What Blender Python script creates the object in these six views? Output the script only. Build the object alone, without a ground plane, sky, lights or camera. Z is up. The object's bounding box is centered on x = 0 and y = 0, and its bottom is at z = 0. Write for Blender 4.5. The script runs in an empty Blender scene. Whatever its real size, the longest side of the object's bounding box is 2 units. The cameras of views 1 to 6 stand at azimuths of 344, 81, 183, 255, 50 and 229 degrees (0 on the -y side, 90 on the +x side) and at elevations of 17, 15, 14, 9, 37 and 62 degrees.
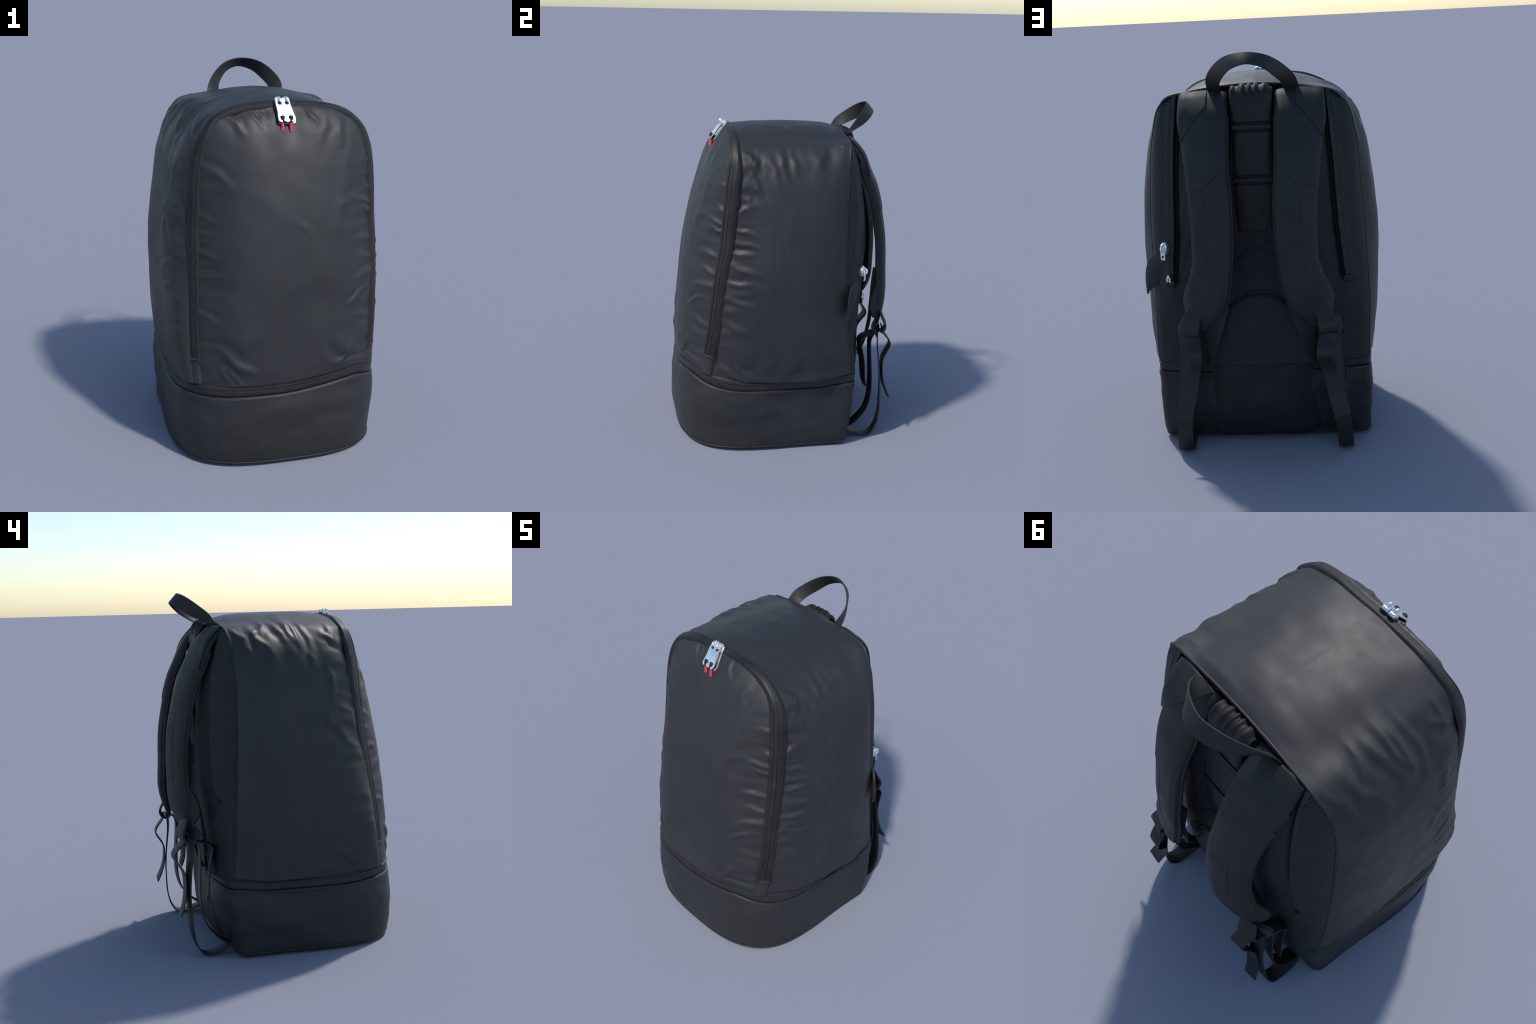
# Black coated-fabric backpack: bulged front flap inside an arched zip, a wrap-round
# side/top gusset, a zipped bottom compartment, a mesh back with padded shoulder straps,
# loose webbing tails, a carry loop and bright metal zip pulls.
import bpy, math, random
import numpy as np
from mathutils import noise as mnoise, Vector

random.seed(7)
RNG = np.random.default_rng(7)
COL = bpy.context.scene.collection

# ------------------------------------------------------------------ small maths
def spline(pts, n, closed=False):
    """Cubic (Catmull-Rom, chord-length) curve through pts, n samples equally spaced."""
    p = np.array(pts, float)
    if p.ndim == 1:
        p = p[:, None]
    d = np.r_[0, np.cumsum(np.maximum(np.linalg.norm(np.diff(p, axis=0), axis=1), 1e-6))]
    m = np.gradient(p, d, axis=0)
    tt = np.linspace(0, d[-1], max(n * 6, 200))
    out = herm(p, d, m, tt)
    L = np.r_[0, np.cumsum(np.linalg.norm(np.diff(out, axis=0), axis=1))]
    s = np.linspace(0, L[-1], n)
    return np.stack([np.interp(s, L, out[:, k]) for k in range(p.shape[1])], 1)

def herm(p, d, m, tt):
    i = np.clip(np.searchsorted(d, tt, side='right') - 1, 0, len(d) - 2)
    h = d[i + 1] - d[i]
    t = ((tt - d[i]) / h)[:, None]
    h = h[:, None]
    return ((2*t**3-3*t**2+1)*p[i] + (t**3-2*t**2+t)*h*m[i]
            + (-2*t**3+3*t**2)*p[i+1] + (t**3-t**2)*h*m[i+1])

def curve1(pairs):
    """Smooth 1-D profile y(x) through (x, y) pairs, flat outside."""
    a = np.array(sorted(pairs), float)
    x, y = a[:, 0], a[:, 1]
    s = np.diff(y) / np.diff(x)
    m = np.zeros_like(y)
    m[0], m[-1] = s[0], s[-1]
    for k in range(1, len(y) - 1):            # monotone slopes: no overshoot
        m[k] = 0 if s[k-1]*s[k] <= 0 else 2*s[k-1]*s[k]/(s[k-1]+s[k])
    def f(q):
        q = np.clip(np.asarray(q, float), x[0], x[-1])
        sh = q.shape
        r = herm(y[:, None], x, m[:, None], q.ravel())[:, 0]
        return r.reshape(sh)
    return f

def sstep(a, b, x):
    t = np.clip((np.asarray(x, float) - a) / (b - a), 0, 1)
    return t*t*(3-2*t)

def bump(x, c, w):
    return np.exp(-((np.asarray(x, float) - c) / w)**2)

def nz(X, Y, Z):
    """Perlin noise, vectorised by loop."""
    X, Y, Z = np.broadcast_arrays(X, Y, Z)
    f = mnoise.noise
    return np.array([f((a, b, c)) for a, b, c in zip(X.ravel(), Y.ravel(), Z.ravel())]).reshape(X.shape)

def fbm(X, Y, Z, o=3):
    r = 0; a = 1.0; k = 1.0
    for _ in range(o):
        r = r + a*nz(X*k, Y*k, Z*k); a *= .5; k *= 2.03
    return r

def unit(v):
    return v / np.maximum(np.linalg.norm(v, axis=-1, keepdims=True), 1e-9)

def grid_normals(P):
    du = np.gradient(P, axis=0); dv = np.gradient(P, axis=1)
    return unit(np.cross(du, dv))

# ------------------------------------------------------------------ mesh makers
ROOT = bpy.data.objects.new('backpack', None)
COL.objects.link(ROOT)
ROOT.empty_display_size = .2
ROOT['label'] = 'tall black coated-fabric backpack with silver zip pulls'
ROOT['category'] = 'backpack'

def make(name, verts, faces, mat, parent=None, smooth=True, angle=None):
    me = bpy.data.meshes.new(name)
    me.from_pydata([tuple(map(float, v)) for v in verts], [], faces)
    me.validate(); me.update()
    me.materials.append(mat)
    if smooth:
        me.polygons.foreach_set('use_smooth', [True]*len(me.polygons))
        if angle:
            me.set_sharp_from_angle(angle=math.radians(angle))
    ob = bpy.data.objects.new(name, me)
    COL.objects.link(ob)
    ob.parent = parent or ROOT
    return ob

def fix_out(ob):
    import bmesh
    bm = bmesh.new(); bm.from_mesh(ob.data)
    bmesh.ops.recalc_face_normals(bm, faces=bm.faces)
    bm.to_mesh(ob.data); bm.free()

def grid_faces(nr, nc, off=0, wrap=False, flip=False):
    F = []
    cc = nc if wrap else nc-1
    for i in range(nr-1):
        for j in range(cc):
            a, b = off+i*nc+j, off+i*nc+(j+1) % nc
            c, d = a+nc, b+nc
            F.append((a, c, d, b) if flip else (a, b, d, c))
    return F

def sheet(name, P, mat, thick=.006, parent=None, flip=False, angle=None):
    """Thickened sheet from a grid of points; thickness goes inward (behind the surface)."""
    nr, nc = P.shape[:2]
    N = grid_normals(P) * (-1 if flip else 1)
    Q = P - N*thick
    V = np.r_[P.reshape(-1, 3), Q.reshape(-1, 3)]
    o = nr*nc
    F = grid_faces(nr, nc, 0, flip=flip) + grid_faces(nr, nc, o, flip=not flip)
    rim = [(0, j) for j in range(nc)] + [(i, nc-1) for i in range(1, nr)] + \
          [(nr-1, j) for j in range(nc-2, -1, -1)] + [(i, 0) for i in range(nr-2, 0, -1)]
    ids = [i*nc+j for i, j in rim]
    for a, b in zip(ids, ids[1:]+ids[:1]):
        F.append((a, a+o, b+o, b) if not flip else (b, b+o, a+o, a))
    ob = make(name, V, F, mat, parent, angle=angle)
    fix_out(ob)
    return ob

def loft(name, rings, mat, parent=None, caps=True, angle=None):
    """Closed cross-sections joined in order."""
    R = np.array(rings, float)
    nr, nc = R.shape[:2]
    F = grid_faces(nr, nc, 0, wrap=True)
    if caps:
        F.append(tuple(range(nc-1, -1, -1)))
        F.append(tuple((nr-1)*nc+j for j in range(nc)))
    ob = make(name, R.reshape(-1, 3), F, mat, parent, angle=angle)
    fix_out(ob)
    return ob

def rrect(hw, ht, r, n=4):
    """Rounded rectangle outline, half sizes hw, ht."""
    out = []
    for cx, cy, a0 in ((hw-r, ht-r, 0), (-hw+r, ht-r, 90), (-hw+r, -ht+r, 180), (hw-r, -ht+r, 270)):
        for k in range(n+1):
            a = math.radians(a0 + 90*k/n)
            out.append((cx+r*math.cos(a), cy+r*math.sin(a)))
    return np.array(out)

def frames(path, wdir):
    """Tangent, width and face-normal vectors along a path; wdir = wanted width direction(s)."""
    T = unit(np.gradient(path, axis=0))
    W = np.broadcast_to(np.array(wdir, float), path.shape)
    W = unit(W - (W*T).sum(1, keepdims=True)*T)
    return T, W, np.cross(T, W)

def band(name, path, wdir, width, thick, mat, parent=None, n=60, soft=.35):
    """Webbing: a flat woven strap swept along a path."""
    p = spline(path, n)
    for _ in range(8):
        p[1:-1] = (p[:-2]+2*p[1:-1]+p[2:])/4
    wd = np.array(wdir, float)
    if wd.ndim == 2:
        wd = spline(wd, n)
    T, W, N = frames(p, wd)
    w = np.broadcast_to(np.asarray(width, float), (n,)) if np.ndim(width) == 0 else \
        np.interp(np.linspace(0, 1, n), np.linspace(0, 1, len(width)), width)
    rings = []
    for i in range(n):
        o = rrect(w[i]/2, thick/2, thick*soft, 3)
        rings.append(p[i] + o[:, :1]*W[i] + o[:, 1:]*N[i])
    return loft(name, rings, mat, parent, angle=50)

def edge_band(name, ea, eb, thick, mat, parent=None, n=90):
    """Webbing given by its two edge curves."""
    a, b = spline(ea, n), spline(eb, n)
    mid = (a+b)/2
    T = unit(np.gradient(mid, axis=0))
    W = b-a
    hw = np.linalg.norm(W, axis=1)/2
    W = unit(W)
    N = unit(np.cross(T, W))
    rings = []
    for i in range(n):
        o = rrect(hw[i], thick/2, thick*.35, 3)
        rings.append(mid[i] + o[:, :1]*W[i] + o[:, 1:]*N[i])
    return loft(name, rings, mat, parent, angle=50)

def tube(name, path, r, mat, parent=None, n=80, k=10, raw=False, flat=1.0, up=(0, 0, 1)):
    p = np.array(path, float) if raw else spline(path, n)
    n = len(p)
    T, W, N = frames(p, up)
    rr = np.broadcast_to(np.asarray(r, float), (n,))
    a = np.linspace(0, 2*math.pi, k, endpoint=False)
    rings = [p[i] + rr[i]*(np.cos(a)[:, None]*W[i] + flat*np.sin(a)[:, None]*N[i]) for i in range(n)]
    return loft(name, rings, mat, parent)

def join(obs, name):
    """Join meshes into the first (no operators)."""
    import bmesh
    bm = bmesh.new()
    for o in obs:
        bm.from_mesh(o.data)
    base = obs[0]
    sm = [p.use_smooth for p in base.data.polygons][:1]
    bm.to_mesh(base.data); bm.free()
    base.name = name; base.data.name = name
    for o in obs[1:]:
        me = o.data
        bpy.data.objects.remove(o); bpy.data.meshes.remove(me)
    return base

# ------------------------------------------------------------------ materials
def new_mat(name):
    m = bpy.data.materials.new(name); m.use_nodes = True
    nt = m.node_tree
    b = nt.nodes['Principled BSDF']
    return m, nt, b

def ramp(nt, src, stops):
    r = nt.nodes.new('ShaderNodeValToRGB')
    e = r.color_ramp.elements
    while len(e) < len(stops):
        e.new(.5)
    for q, (p, c) in zip(e, stops):
        q.position = p; q.color = (*c, 1)
    nt.links.new(src, r.inputs[0])
    return r

def coords(nt, scale=(1, 1, 1), rot=(0, 0, 0)):
    tc = nt.nodes.new('ShaderNodeTexCoord'); mp = nt.nodes.new('ShaderNodeMapping')
    mp.inputs['Scale'].default_value = scale
    mp.inputs['Rotation'].default_value = rot
    nt.links.new(tc.outputs['Object'], mp.inputs['Vector'])
    return mp.outputs[0]

def noise_tex(nt, vec, scale, detail=3, rough=.5):
    n = nt.nodes.new('ShaderNodeTexNoise')
    n.inputs['Scale'].default_value = scale
    n.inputs['Detail'].default_value = detail
    n.inputs['Roughness'].default_value = rough
    nt.links.new(vec, n.inputs['Vector'])
    return n.outputs['Fac']

def fabric(name, dark, light, rough=(.42, .55), spec=.4, scale=3.0, grain=0.0, grain_scale=300):
    m, nt, b = new_mat(name)
    v = coords(nt)
    f = noise_tex(nt, v, scale, 4, .55)
    r = ramp(nt, f, [(.35, dark), (.65, light)])
    nt.links.new(r.outputs[0], b.inputs['Base Color'])
    f2 = noise_tex(nt, v, scale*3.1, 3)
    mr = nt.nodes.new('ShaderNodeMapRange')
    mr.inputs['From Min'].default_value = .3; mr.inputs['From Max'].default_value = .7
    mr.inputs['To Min'].default_value = rough[0]; mr.inputs['To Max'].default_value = rough[1]
    nt.links.new(f2, mr.inputs['Value'])
    nt.links.new(mr.outputs[0], b.inputs['Roughness'])
    b.inputs['Specular IOR Level'].default_value = spec
    if grain:
        g = noise_tex(nt, v, grain_scale, 2)
        bp = nt.nodes.new('ShaderNodeBump')
        bp.inputs['Strength'].default_value = grain
        bp.inputs['Distance'].default_value = .002
        nt.links.new(g, bp.inputs['Height'])
        nt.links.new(bp.outputs[0], b.inputs['Normal'])
    return m

def mesh_fabric(name, dark, light, period=.0125):
    """Spacer mesh: diagonal lattice of small raised cells, in the x-z plane."""
    m, nt, b = new_mat(name)
    tc = nt.nodes.new('ShaderNodeTexCoord')
    sp = nt.nodes.new('ShaderNodeSeparateXYZ')
    nt.links.new(tc.outputs['Object'], sp.inputs[0])
    def mth(op, a, c=None):
        k = nt.nodes.new('ShaderNodeMath'); k.operation = op
        for i, q in enumerate((a, c)):
            if q is None: continue
            if isinstance(q, (int, float)): k.inputs[i].default_value = q
            else: nt.links.new(q, k.inputs[i])
        return k.outputs[0]
    k = 2*math.pi/period
    # distance round the side counts as well, so that the lattice wraps the edge
    px = mth('SUBTRACT', sp.outputs['X'], mth('MULTIPLY', sp.outputs['Y'], mth('SIGN', sp.outputs['X'])))
    a = mth('MULTIPLY', px, k); c = mth('MULTIPLY', sp.outputs['Z'], k*1.3)
    w = mth('MULTIPLY', mth('SINE', a), mth('SINE', c))
    h = mth('ADD', mth('MULTIPLY', w, .5), .5)
    r = ramp(nt, h, [(.2, dark), (.8, light)])
    v = coords(nt)
    f = noise_tex(nt, v, 5, 3)
    mx = nt.nodes.new('ShaderNodeMix'); mx.data_type = 'RGBA'; mx.blend_type = 'MULTIPLY'
    mx.inputs['Factor'].default_value = .5
    rr = ramp(nt, f, [(.3, (.75, .75, .75)), (.7, (1, 1, 1))])
    nt.links.new(r.outputs[0], mx.inputs[6]); nt.links.new(rr.outputs[0], mx.inputs[7])
    nt.links.new(mx.outputs[2], b.inputs['Base Color'])
    bp = nt.nodes.new('ShaderNodeBump')
    bp.inputs['Strength'].default_value = .7; bp.inputs['Distance'].default_value = .004
    nt.links.new(h, bp.inputs['Height']); nt.links.new(bp.outputs[0], b.inputs['Normal'])
    b.inputs['Roughness'].default_value = .6
    b.inputs['Specular IOR Level'].default_value = .3
    return m

def webbing_mat(name, dark, light):
    m, nt, b = new_mat(name)
    v = coords(nt)
    f = noise_tex(nt, v, 6, 3)
    r = ramp(nt, f, [(.3, dark), (.7, light)])
    nt.links.new(r.outputs[0], b.inputs['Base Color'])
    w = nt.nodes.new('ShaderNodeTexWave'); w.wave_type = 'BANDS'; w.bands_direction = 'DIAGONAL'
    w.inputs['Scale'].default_value = 120
    nt.links.new(v, w.inputs['Vector'])
    bp = nt.nodes.new('ShaderNodeBump'); bp.inputs['Strength'].default_value = .08
    bp.inputs['Distance'].default_value = .001
    nt.links.new(w.outputs['Fac'], bp.inputs['Height']); nt.links.new(bp.outputs[0], b.inputs['Normal'])
    b.inputs['Roughness'].default_value = .5
    b.inputs['Specular IOR Level'].default_value = .35
    return m

M_COAT = fabric('coated_fabric', (.0195, .0200, .0212), (.0245, .0250, .0262), (.47, .58), .45)
M_BASE = fabric('base_fabric', (.0200, .0205, .0215), (.0240, .0245, .0255), (.45, .55), .35)
M_BACKLOW = fabric('back_panel_fabric', (.0130, .0133, .0142), (.0165, .0168, .0178), (.45, .6), .3)
M_STRAP = fabric('strap_fabric', (.0185, .0190, .0202), (.0225, .0230, .0242), (.5, .62), .3, 4, .1, 420)
M_LINER = fabric('lining_fabric', (.0110, .0112, .0120), (.0145, .0148, .0155), (.5, .6), .3)
M_MESH = mesh_fabric('mesh_fabric', (.0100, .0107, .0122), (.0310, .0325, .0360), .026)
M_WEB = webbing_mat('webbing', (.0150, .0155, .0160), (.0200, .0205, .0212))
M_ZIP = fabric('zip_tape', (.0120, .0120, .0125), (.0200, .0198, .0196), (.45, .55), .35, 14)
M_BAND = fabric('slot_zip_tape', (.0185, .0188, .0192), (.0235, .0236, .0238), (.45, .55), .35, 10)
M_DARK = fabric('slot_shadow_fabric', (.0035, .0035, .0038), (.005, .005, .0055), (.6, .7), .2)  # near-black colour standing in for the shade inside the slots
M_STITCH = fabric('bartack_thread', (.045, .044, .042), (.06, .058, .055), (.5, .6), .3)
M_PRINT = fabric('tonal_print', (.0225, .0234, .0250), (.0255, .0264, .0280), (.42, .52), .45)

def metal():
    m, nt, b = new_mat('bright_metal')
    v = coords(nt)
    f = noise_tex(nt, v, 30, 3)
    r = ramp(nt, f, [(.3, (.78, .80, .83)), (.7, (.93, .94, .95))])
    nt.links.new(r.outputs[0], b.inputs['Base Color'])
    b.inputs['Metallic'].default_value = .85
    b.inputs['Roughness'].default_value = .24
    return m
M_METAL = metal()
M_RED = fabric('red_cord', (.52, .045, .075), (.62, .075, .11), (.5, .6), .3, 20)
M_RUBBER = fabric('rubber_sleeve', (.012, .012, .012), (.02, .02, .02), (.5, .6), .3)

# ------------------------------------------------------------------ key curves of the bag
# arched main zip (right foot -> crown -> left foot) and the rear edge of the gusset
ZIP = [(.488, -.490, .44), (.497, -.462, .58), (.503, -.447, .69), (.506, -.418, .92), (.504, -.390, 1.12),
       (.497, -.368, 1.265), (.491, -.348, 1.454), (.468, -.328, 1.640), (.435, -.319, 1.729), (.408, -.317, 1.761),
       (.356, -.315, 1.803), (.257, -.312, 1.840), (.16, -.312, 1.851), (.07, -.314, 1.856), (-.07, -.317, 1.857),
       (-.165, -.319, 1.851), (-.257, -.322, 1.836), (-.32, -.326, 1.811), (-.369, -.333, 1.782), (-.405, -.341, 1.735),
       (-.446, -.350, 1.641), (-.471, -.360, 1.495), (-.480, -.371, 1.35), (-.484, -.391, 1.2),
       (-.486, -.412, 1.082), (-.489, -.434, .93), (-.493, -.456, .778), (-.492, -.472, .656), (-.488, -.482, .57),
       (-.480, -.505, .44)]
BACK = [(.545, .365, .44), (.546, .354, .57), (.541, .333, .80), (.543, .322, 1.036), (.531, .316, 1.334),
        (.498, .324, 1.61), (.462, .335, 1.735), (.423, .347, 1.786), (.30, .352, 1.818), (.15, .353, 1.838),
        (0, .353, 1.846), (-.15, .354, 1.84), (-.29, .354, 1.820), (-.415, .350, 1.788), (-.465, .338, 1.730),
        (-.502, .325, 1.60), (-.521, .323, 1.388), (-.537, .330, 1.178), (-.546, .338, .966), (-.554, .350, .75),
        (-.548, .36, .57), (-.545, .368, .44)]
NS = 420
ZC = spline(ZIP, NS)
BC0 = spline(BACK, 1200)

def pair_by_fraction(A, B):
    """Resample B so that its points face those of A (same share of the height, both sides)."""
    ia, ib = A[:, 2].argmax(), B[:, 2].argmax()
    def frac(C, i):
        L = np.r_[0, np.cumsum(np.linalg.norm(np.diff(C, axis=0), axis=1))]
        return np.where(np.arange(len(C)) <= i, L/L[i]*.5, .5+.5*(L-L[i])/(L[-1]-L[i]))
    fa, fb = frac(A, ia), frac(B, ib)
    return np.stack([np.interp(fa, fb, B[:, k]) for k in range(3)], 1)
BC = pair_by_fraction(ZC, BC0)
ARC = np.r_[0, np.cumsum(np.linalg.norm(np.diff(ZC, axis=0), axis=1))]

# outward swell of the gusset against the distance along the arch from its crown
SIDE_BULGE_R = curve1([(0, .030), (.15, .022), (.27, .004), (.38, -.012), (.47, -.004), (.57, .020), (.69, .045), (.89, .064),
                       (1.19, .080), (1.39, .084), (1.62, .080), (1.75, .066)])
SIDE_BULGE_L = curve1([(0, .030), (.15, .020), (.27, .008), (.38, .012), (.47, .030), (.57, .052), (.69, .072), (.89, .086),
                       (1.19, .088), (1.39, .083), (1.62, .070), (1.75, .056)])

def folds(lines, A, B):
    """Sum of single folds; each line is (a0, b0, a1, b1, half width, height) in the plane (A, B)."""
    h = np.zeros_like(A)
    for a0, b0, a1, b1, w, amp in lines:
        da, db = a1-a0, b1-b0
        L2 = da*da+db*db
        t = ((A-a0)*da + (B-b0)*db)/L2
        tc = np.clip(t, 0, 1)
        # the fold wanders a little and dies out at both ends
        wig = .25*w*np.sin(tc*7+a0*40)
        d = ((A-a0)*(-db) + (B-b0)*da)/math.sqrt(L2) + wig
        over = (t-tc)*math.sqrt(L2)
        prof = np.exp(-(d/w)**2) - .45*np.exp(-((d-1.9*w)/(1.1*w))**2)
        h += amp*prof*np.exp(-(over/(1.6*w))**2)*(.55+.45*np.sin(math.pi*tc))
    return h

LEFT_FOLDS = [(.218, 1.775, .137, 1.676, .022, .016), (.133, 1.821, .163, 1.778, .016, .010), (.082, 1.809, .033, 1.742, .018, .013),
              (.023, 1.823, -.004, 1.73, .015, .013), (-.012, 1.822, -.050, 1.691, .016, .011), (-.075, 1.821, -.119, 1.689, .018, .010),
              (-.188, 1.763, -.257, 1.717, .016, .012), (-.235, 1.789, -.252, 1.728, .014, .009), (-.099, 1.691, -.104, 1.604, .020, .006),
              (-.194, 1.558, -.217, 1.502, .018, .010), (-.202, 1.503, -.212, 1.421, .020, .008), (-.178, 1.302, -.312, 1.166, .024, .011),
              (-.178, 1.296, -.160, 1.203, .022, .009), (-.25, 1.363, -.315, 1.343, .014, .008), (.33, 1.783, .264, 1.749, .016, .009),
              (.233, 1.770, .165, 1.784, .014, .008), (-.20, .60, -.33, .50, .022, .010), (-.05, .52, -.20, .47, .018, .007),
              (-.30, 1.05, -.20, 1.0, .02, .008), (-.31, .93, -.22, .88, .018, .007)]
RIGHT_FOLDS = [(-.251, 1.737, -.206, 1.702, .015, .012), (-.208, 1.704, -.202, 1.664, .015, .012), (-.232, 1.664, -.216, 1.614, .016, .010),
               (-.204, 1.578, -.188, 1.537, .016, .010), (-.309, 1.429, -.254, 1.453, .014, .013), (-.27, 1.509, -.23, 1.473, .018, .010),
               (-.316, 1.327, -.23, 1.31, .013, .012), (.15, 1.778, .139, 1.648, .035, .010), (.195, 1.775, .166, 1.705, .022, .006),
               (-.115, 1.70, -.088, 1.609, .020, .010), (-.061, 1.734, -.043, 1.629, .020, .009), (-.004, 1.757, .013, 1.657, .020, .007),
               (.285, 1.794, .332, 1.784, .012, .007), (-.35, 1.20, -.24, 1.19, .014, .011), (-.355, 1.13, -.22, 1.08, .018, .012),
               (-.36, 1.02, -.25, 1.02, .014, .009), (-.38, .93, -.24, .90, .016, .010), (-.40, .80, -.28, .74, .020, .008),
               (-.38, .50, -.30, .455, .018, .013), (-.30, .51, -.22, .46, .016, .009), (-.30, 1.25, -.2, 1.24, .012, .008)]
FRONT_FOLDS = [(-.299, 1.815, -.236, 1.738, .018, .012), (-.187, 1.835, -.138, 1.763, .013, .010), (-.150, 1.84, -.116, 1.792, .012, .009),
               (.104, 1.838, .155, 1.775, .014, .012), (.285, 1.757, .274, 1.665, .018, .010), (.203, 1.789, .175, 1.698, .022, .009),
               (.32, 1.633, .248, 1.29, .035, .010), (.32, .858, .418, .918, .012, .013), (.332, .622, .27, .507, .020, .014),
               (-.371, .643, -.226, .529, .022, .015), (-.366, .543, -.325, .465, .014, .012), (-.335, .54, -.277, .46, .013, .011),
               (-.454, 1.585, -.316, 1.489, .020, .010), (.277, 1.368, .358, 1.396, .020, .006), (.027, 1.29, .093, 1.24, .02, .004),
               (.42, 1.325, .47, 1.302, .012, .014), (.42, 1.454, .47, 1.42, .013, .012), (.38, 1.377, .47, 1.348, .013, .012),
               (.41, 1.571, .46, 1.573, .012, .008), (.38, 1.18, .48, 1.16, .014, .012), (.40, 1.09, .48, 1.06, .013, .011),
               (.36, .98, .48, 1.00, .016, .012), (.38, .78, .46, .75, .018, .010), (-.47, 1.33, -.40, 1.30, .014, .009),
               (-.48, 1.14, -.40, 1.12, .015, .010), (-.47, 1.0, -.38, 1.03, .016, .010), (-.48, .84, -.40, .80, .016, .010),
               (-.47, 1.22, -.42, 1.23, .012, .008)]

CBULGE = curve1([(0, .004), (.03, .018), (.1, .045), (.2, .055), (.4, .048)])

def seam_height(x, y):
    """Height of the compartment's zip slot round the bag."""
    fr = sstep(-.25, -.55, y)
    return .372 + fr*(.028 + .045*sstep(-.1, .38, x)*sstep(.56, .36, x) - .012*sstep(-.1, -.5, x)) + .022*sstep(.15, .38, y)

def hang(P):
    """Draw the lower rim of the upper bag to the line of the compartment's zip."""
    z = P[..., 2]
    want = seam_height(P[..., 0], P[..., 1]) + .060
    P = P.copy()
    P[..., 2] = z + (want-.44)*sstep(.62, .44, z)
    return P

# ------------------------------------------------------------------ gusset (sides and top)
NT = 140
def gusset_base(NT=NT):
    t = np.linspace(0, 1, NT)
    P = ZC[:, None]*(1-t)[None, :, None] + BC[:, None]*t[None, :, None]
    N = grid_normals(P)
    if N[NS//2, NT//2, 2] < 0: N = -N
    right = sstep(-.15, .15, P[..., 0])
    crown = np.abs(ARC - ARC[ZC[:, 2].argmax()])[:, None]*np.ones((1, NT))
    B = SIDE_BULGE_R(crown)*right + SIDE_BULGE_L(crown)*(1-right)
    early = sstep(.9, 1.5, crown)
    tr = right*t[None]**(1.35-.30*early) + (1-right)*t[None]**(1.08-.42*early)      # the right side swells further back
    top = sstep(.45, .25, crown)
    shape = 1-np.abs(2*(tr*(1-top)+t[None]*top)-1)**(3.4+.6*(1-right)+.6*top)
    P = P + N*(B*shape)[..., None]
    return P, N, t

def gusset_surface():
    P, N, t = gusset_base()
    S = ARC[:, None]*np.ones((1, NT))
    D = np.linalg.norm(np.diff(P, axis=1), axis=2)
    D = np.c_[np.zeros(NS), np.cumsum(D, axis=1)]          # distance from the zip
    E = D[:, -1:]-D
    x, z = P[..., 0], P[..., 2]
    near = sstep(.02, .07, D)*np.exp(-np.maximum(D-.07, 0)/.10)
    pin = sstep(0, .04, D)*sstep(0, .05, E)
    # short creases running off the zip, across the arc
    cr = nz(S*13, D*3.2, 3.1+S*0) + .6*nz(S*27, D*6, 9.7+S*0)
    mid = sstep(.55, .75, z)*(1-sstep(1.62, 1.78, z))
    h = .011*near*cr*mid
    h += np.where(x < 0, .75*folds(LEFT_FOLDS, P[..., 1], z), .75*folds(RIGHT_FOLDS, P[..., 1], z))*sstep(.25, .40, np.abs(x))*sstep(0, .03, D)*sstep(0, .03, E)
    # slack folds hanging from the top shoulders
    left = (x < 0)
    sh = bump(z, 1.69, .13)*pin*np.where(left, 1.25, .55)
    fold = nz(D*9.0 + S*1.5, S*2.2, 5.5+S*0) + .55*nz(D*17, S*4, 1.5+S*0)
    h += .010*sh*fold
    # large soft waves
    h += .007*pin*fbm(x*2.3+4, P[..., 1]*3.0, z*2.3, 3)
    # slack above the bottom seam
    lo = bump(z, .5, .09)*pin
    h += .008*lo*nz(D*13, S*9, 2.2+S*0)
    return hang(P + N*h[..., None]), N

GP, GN = gusset_surface()

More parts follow.
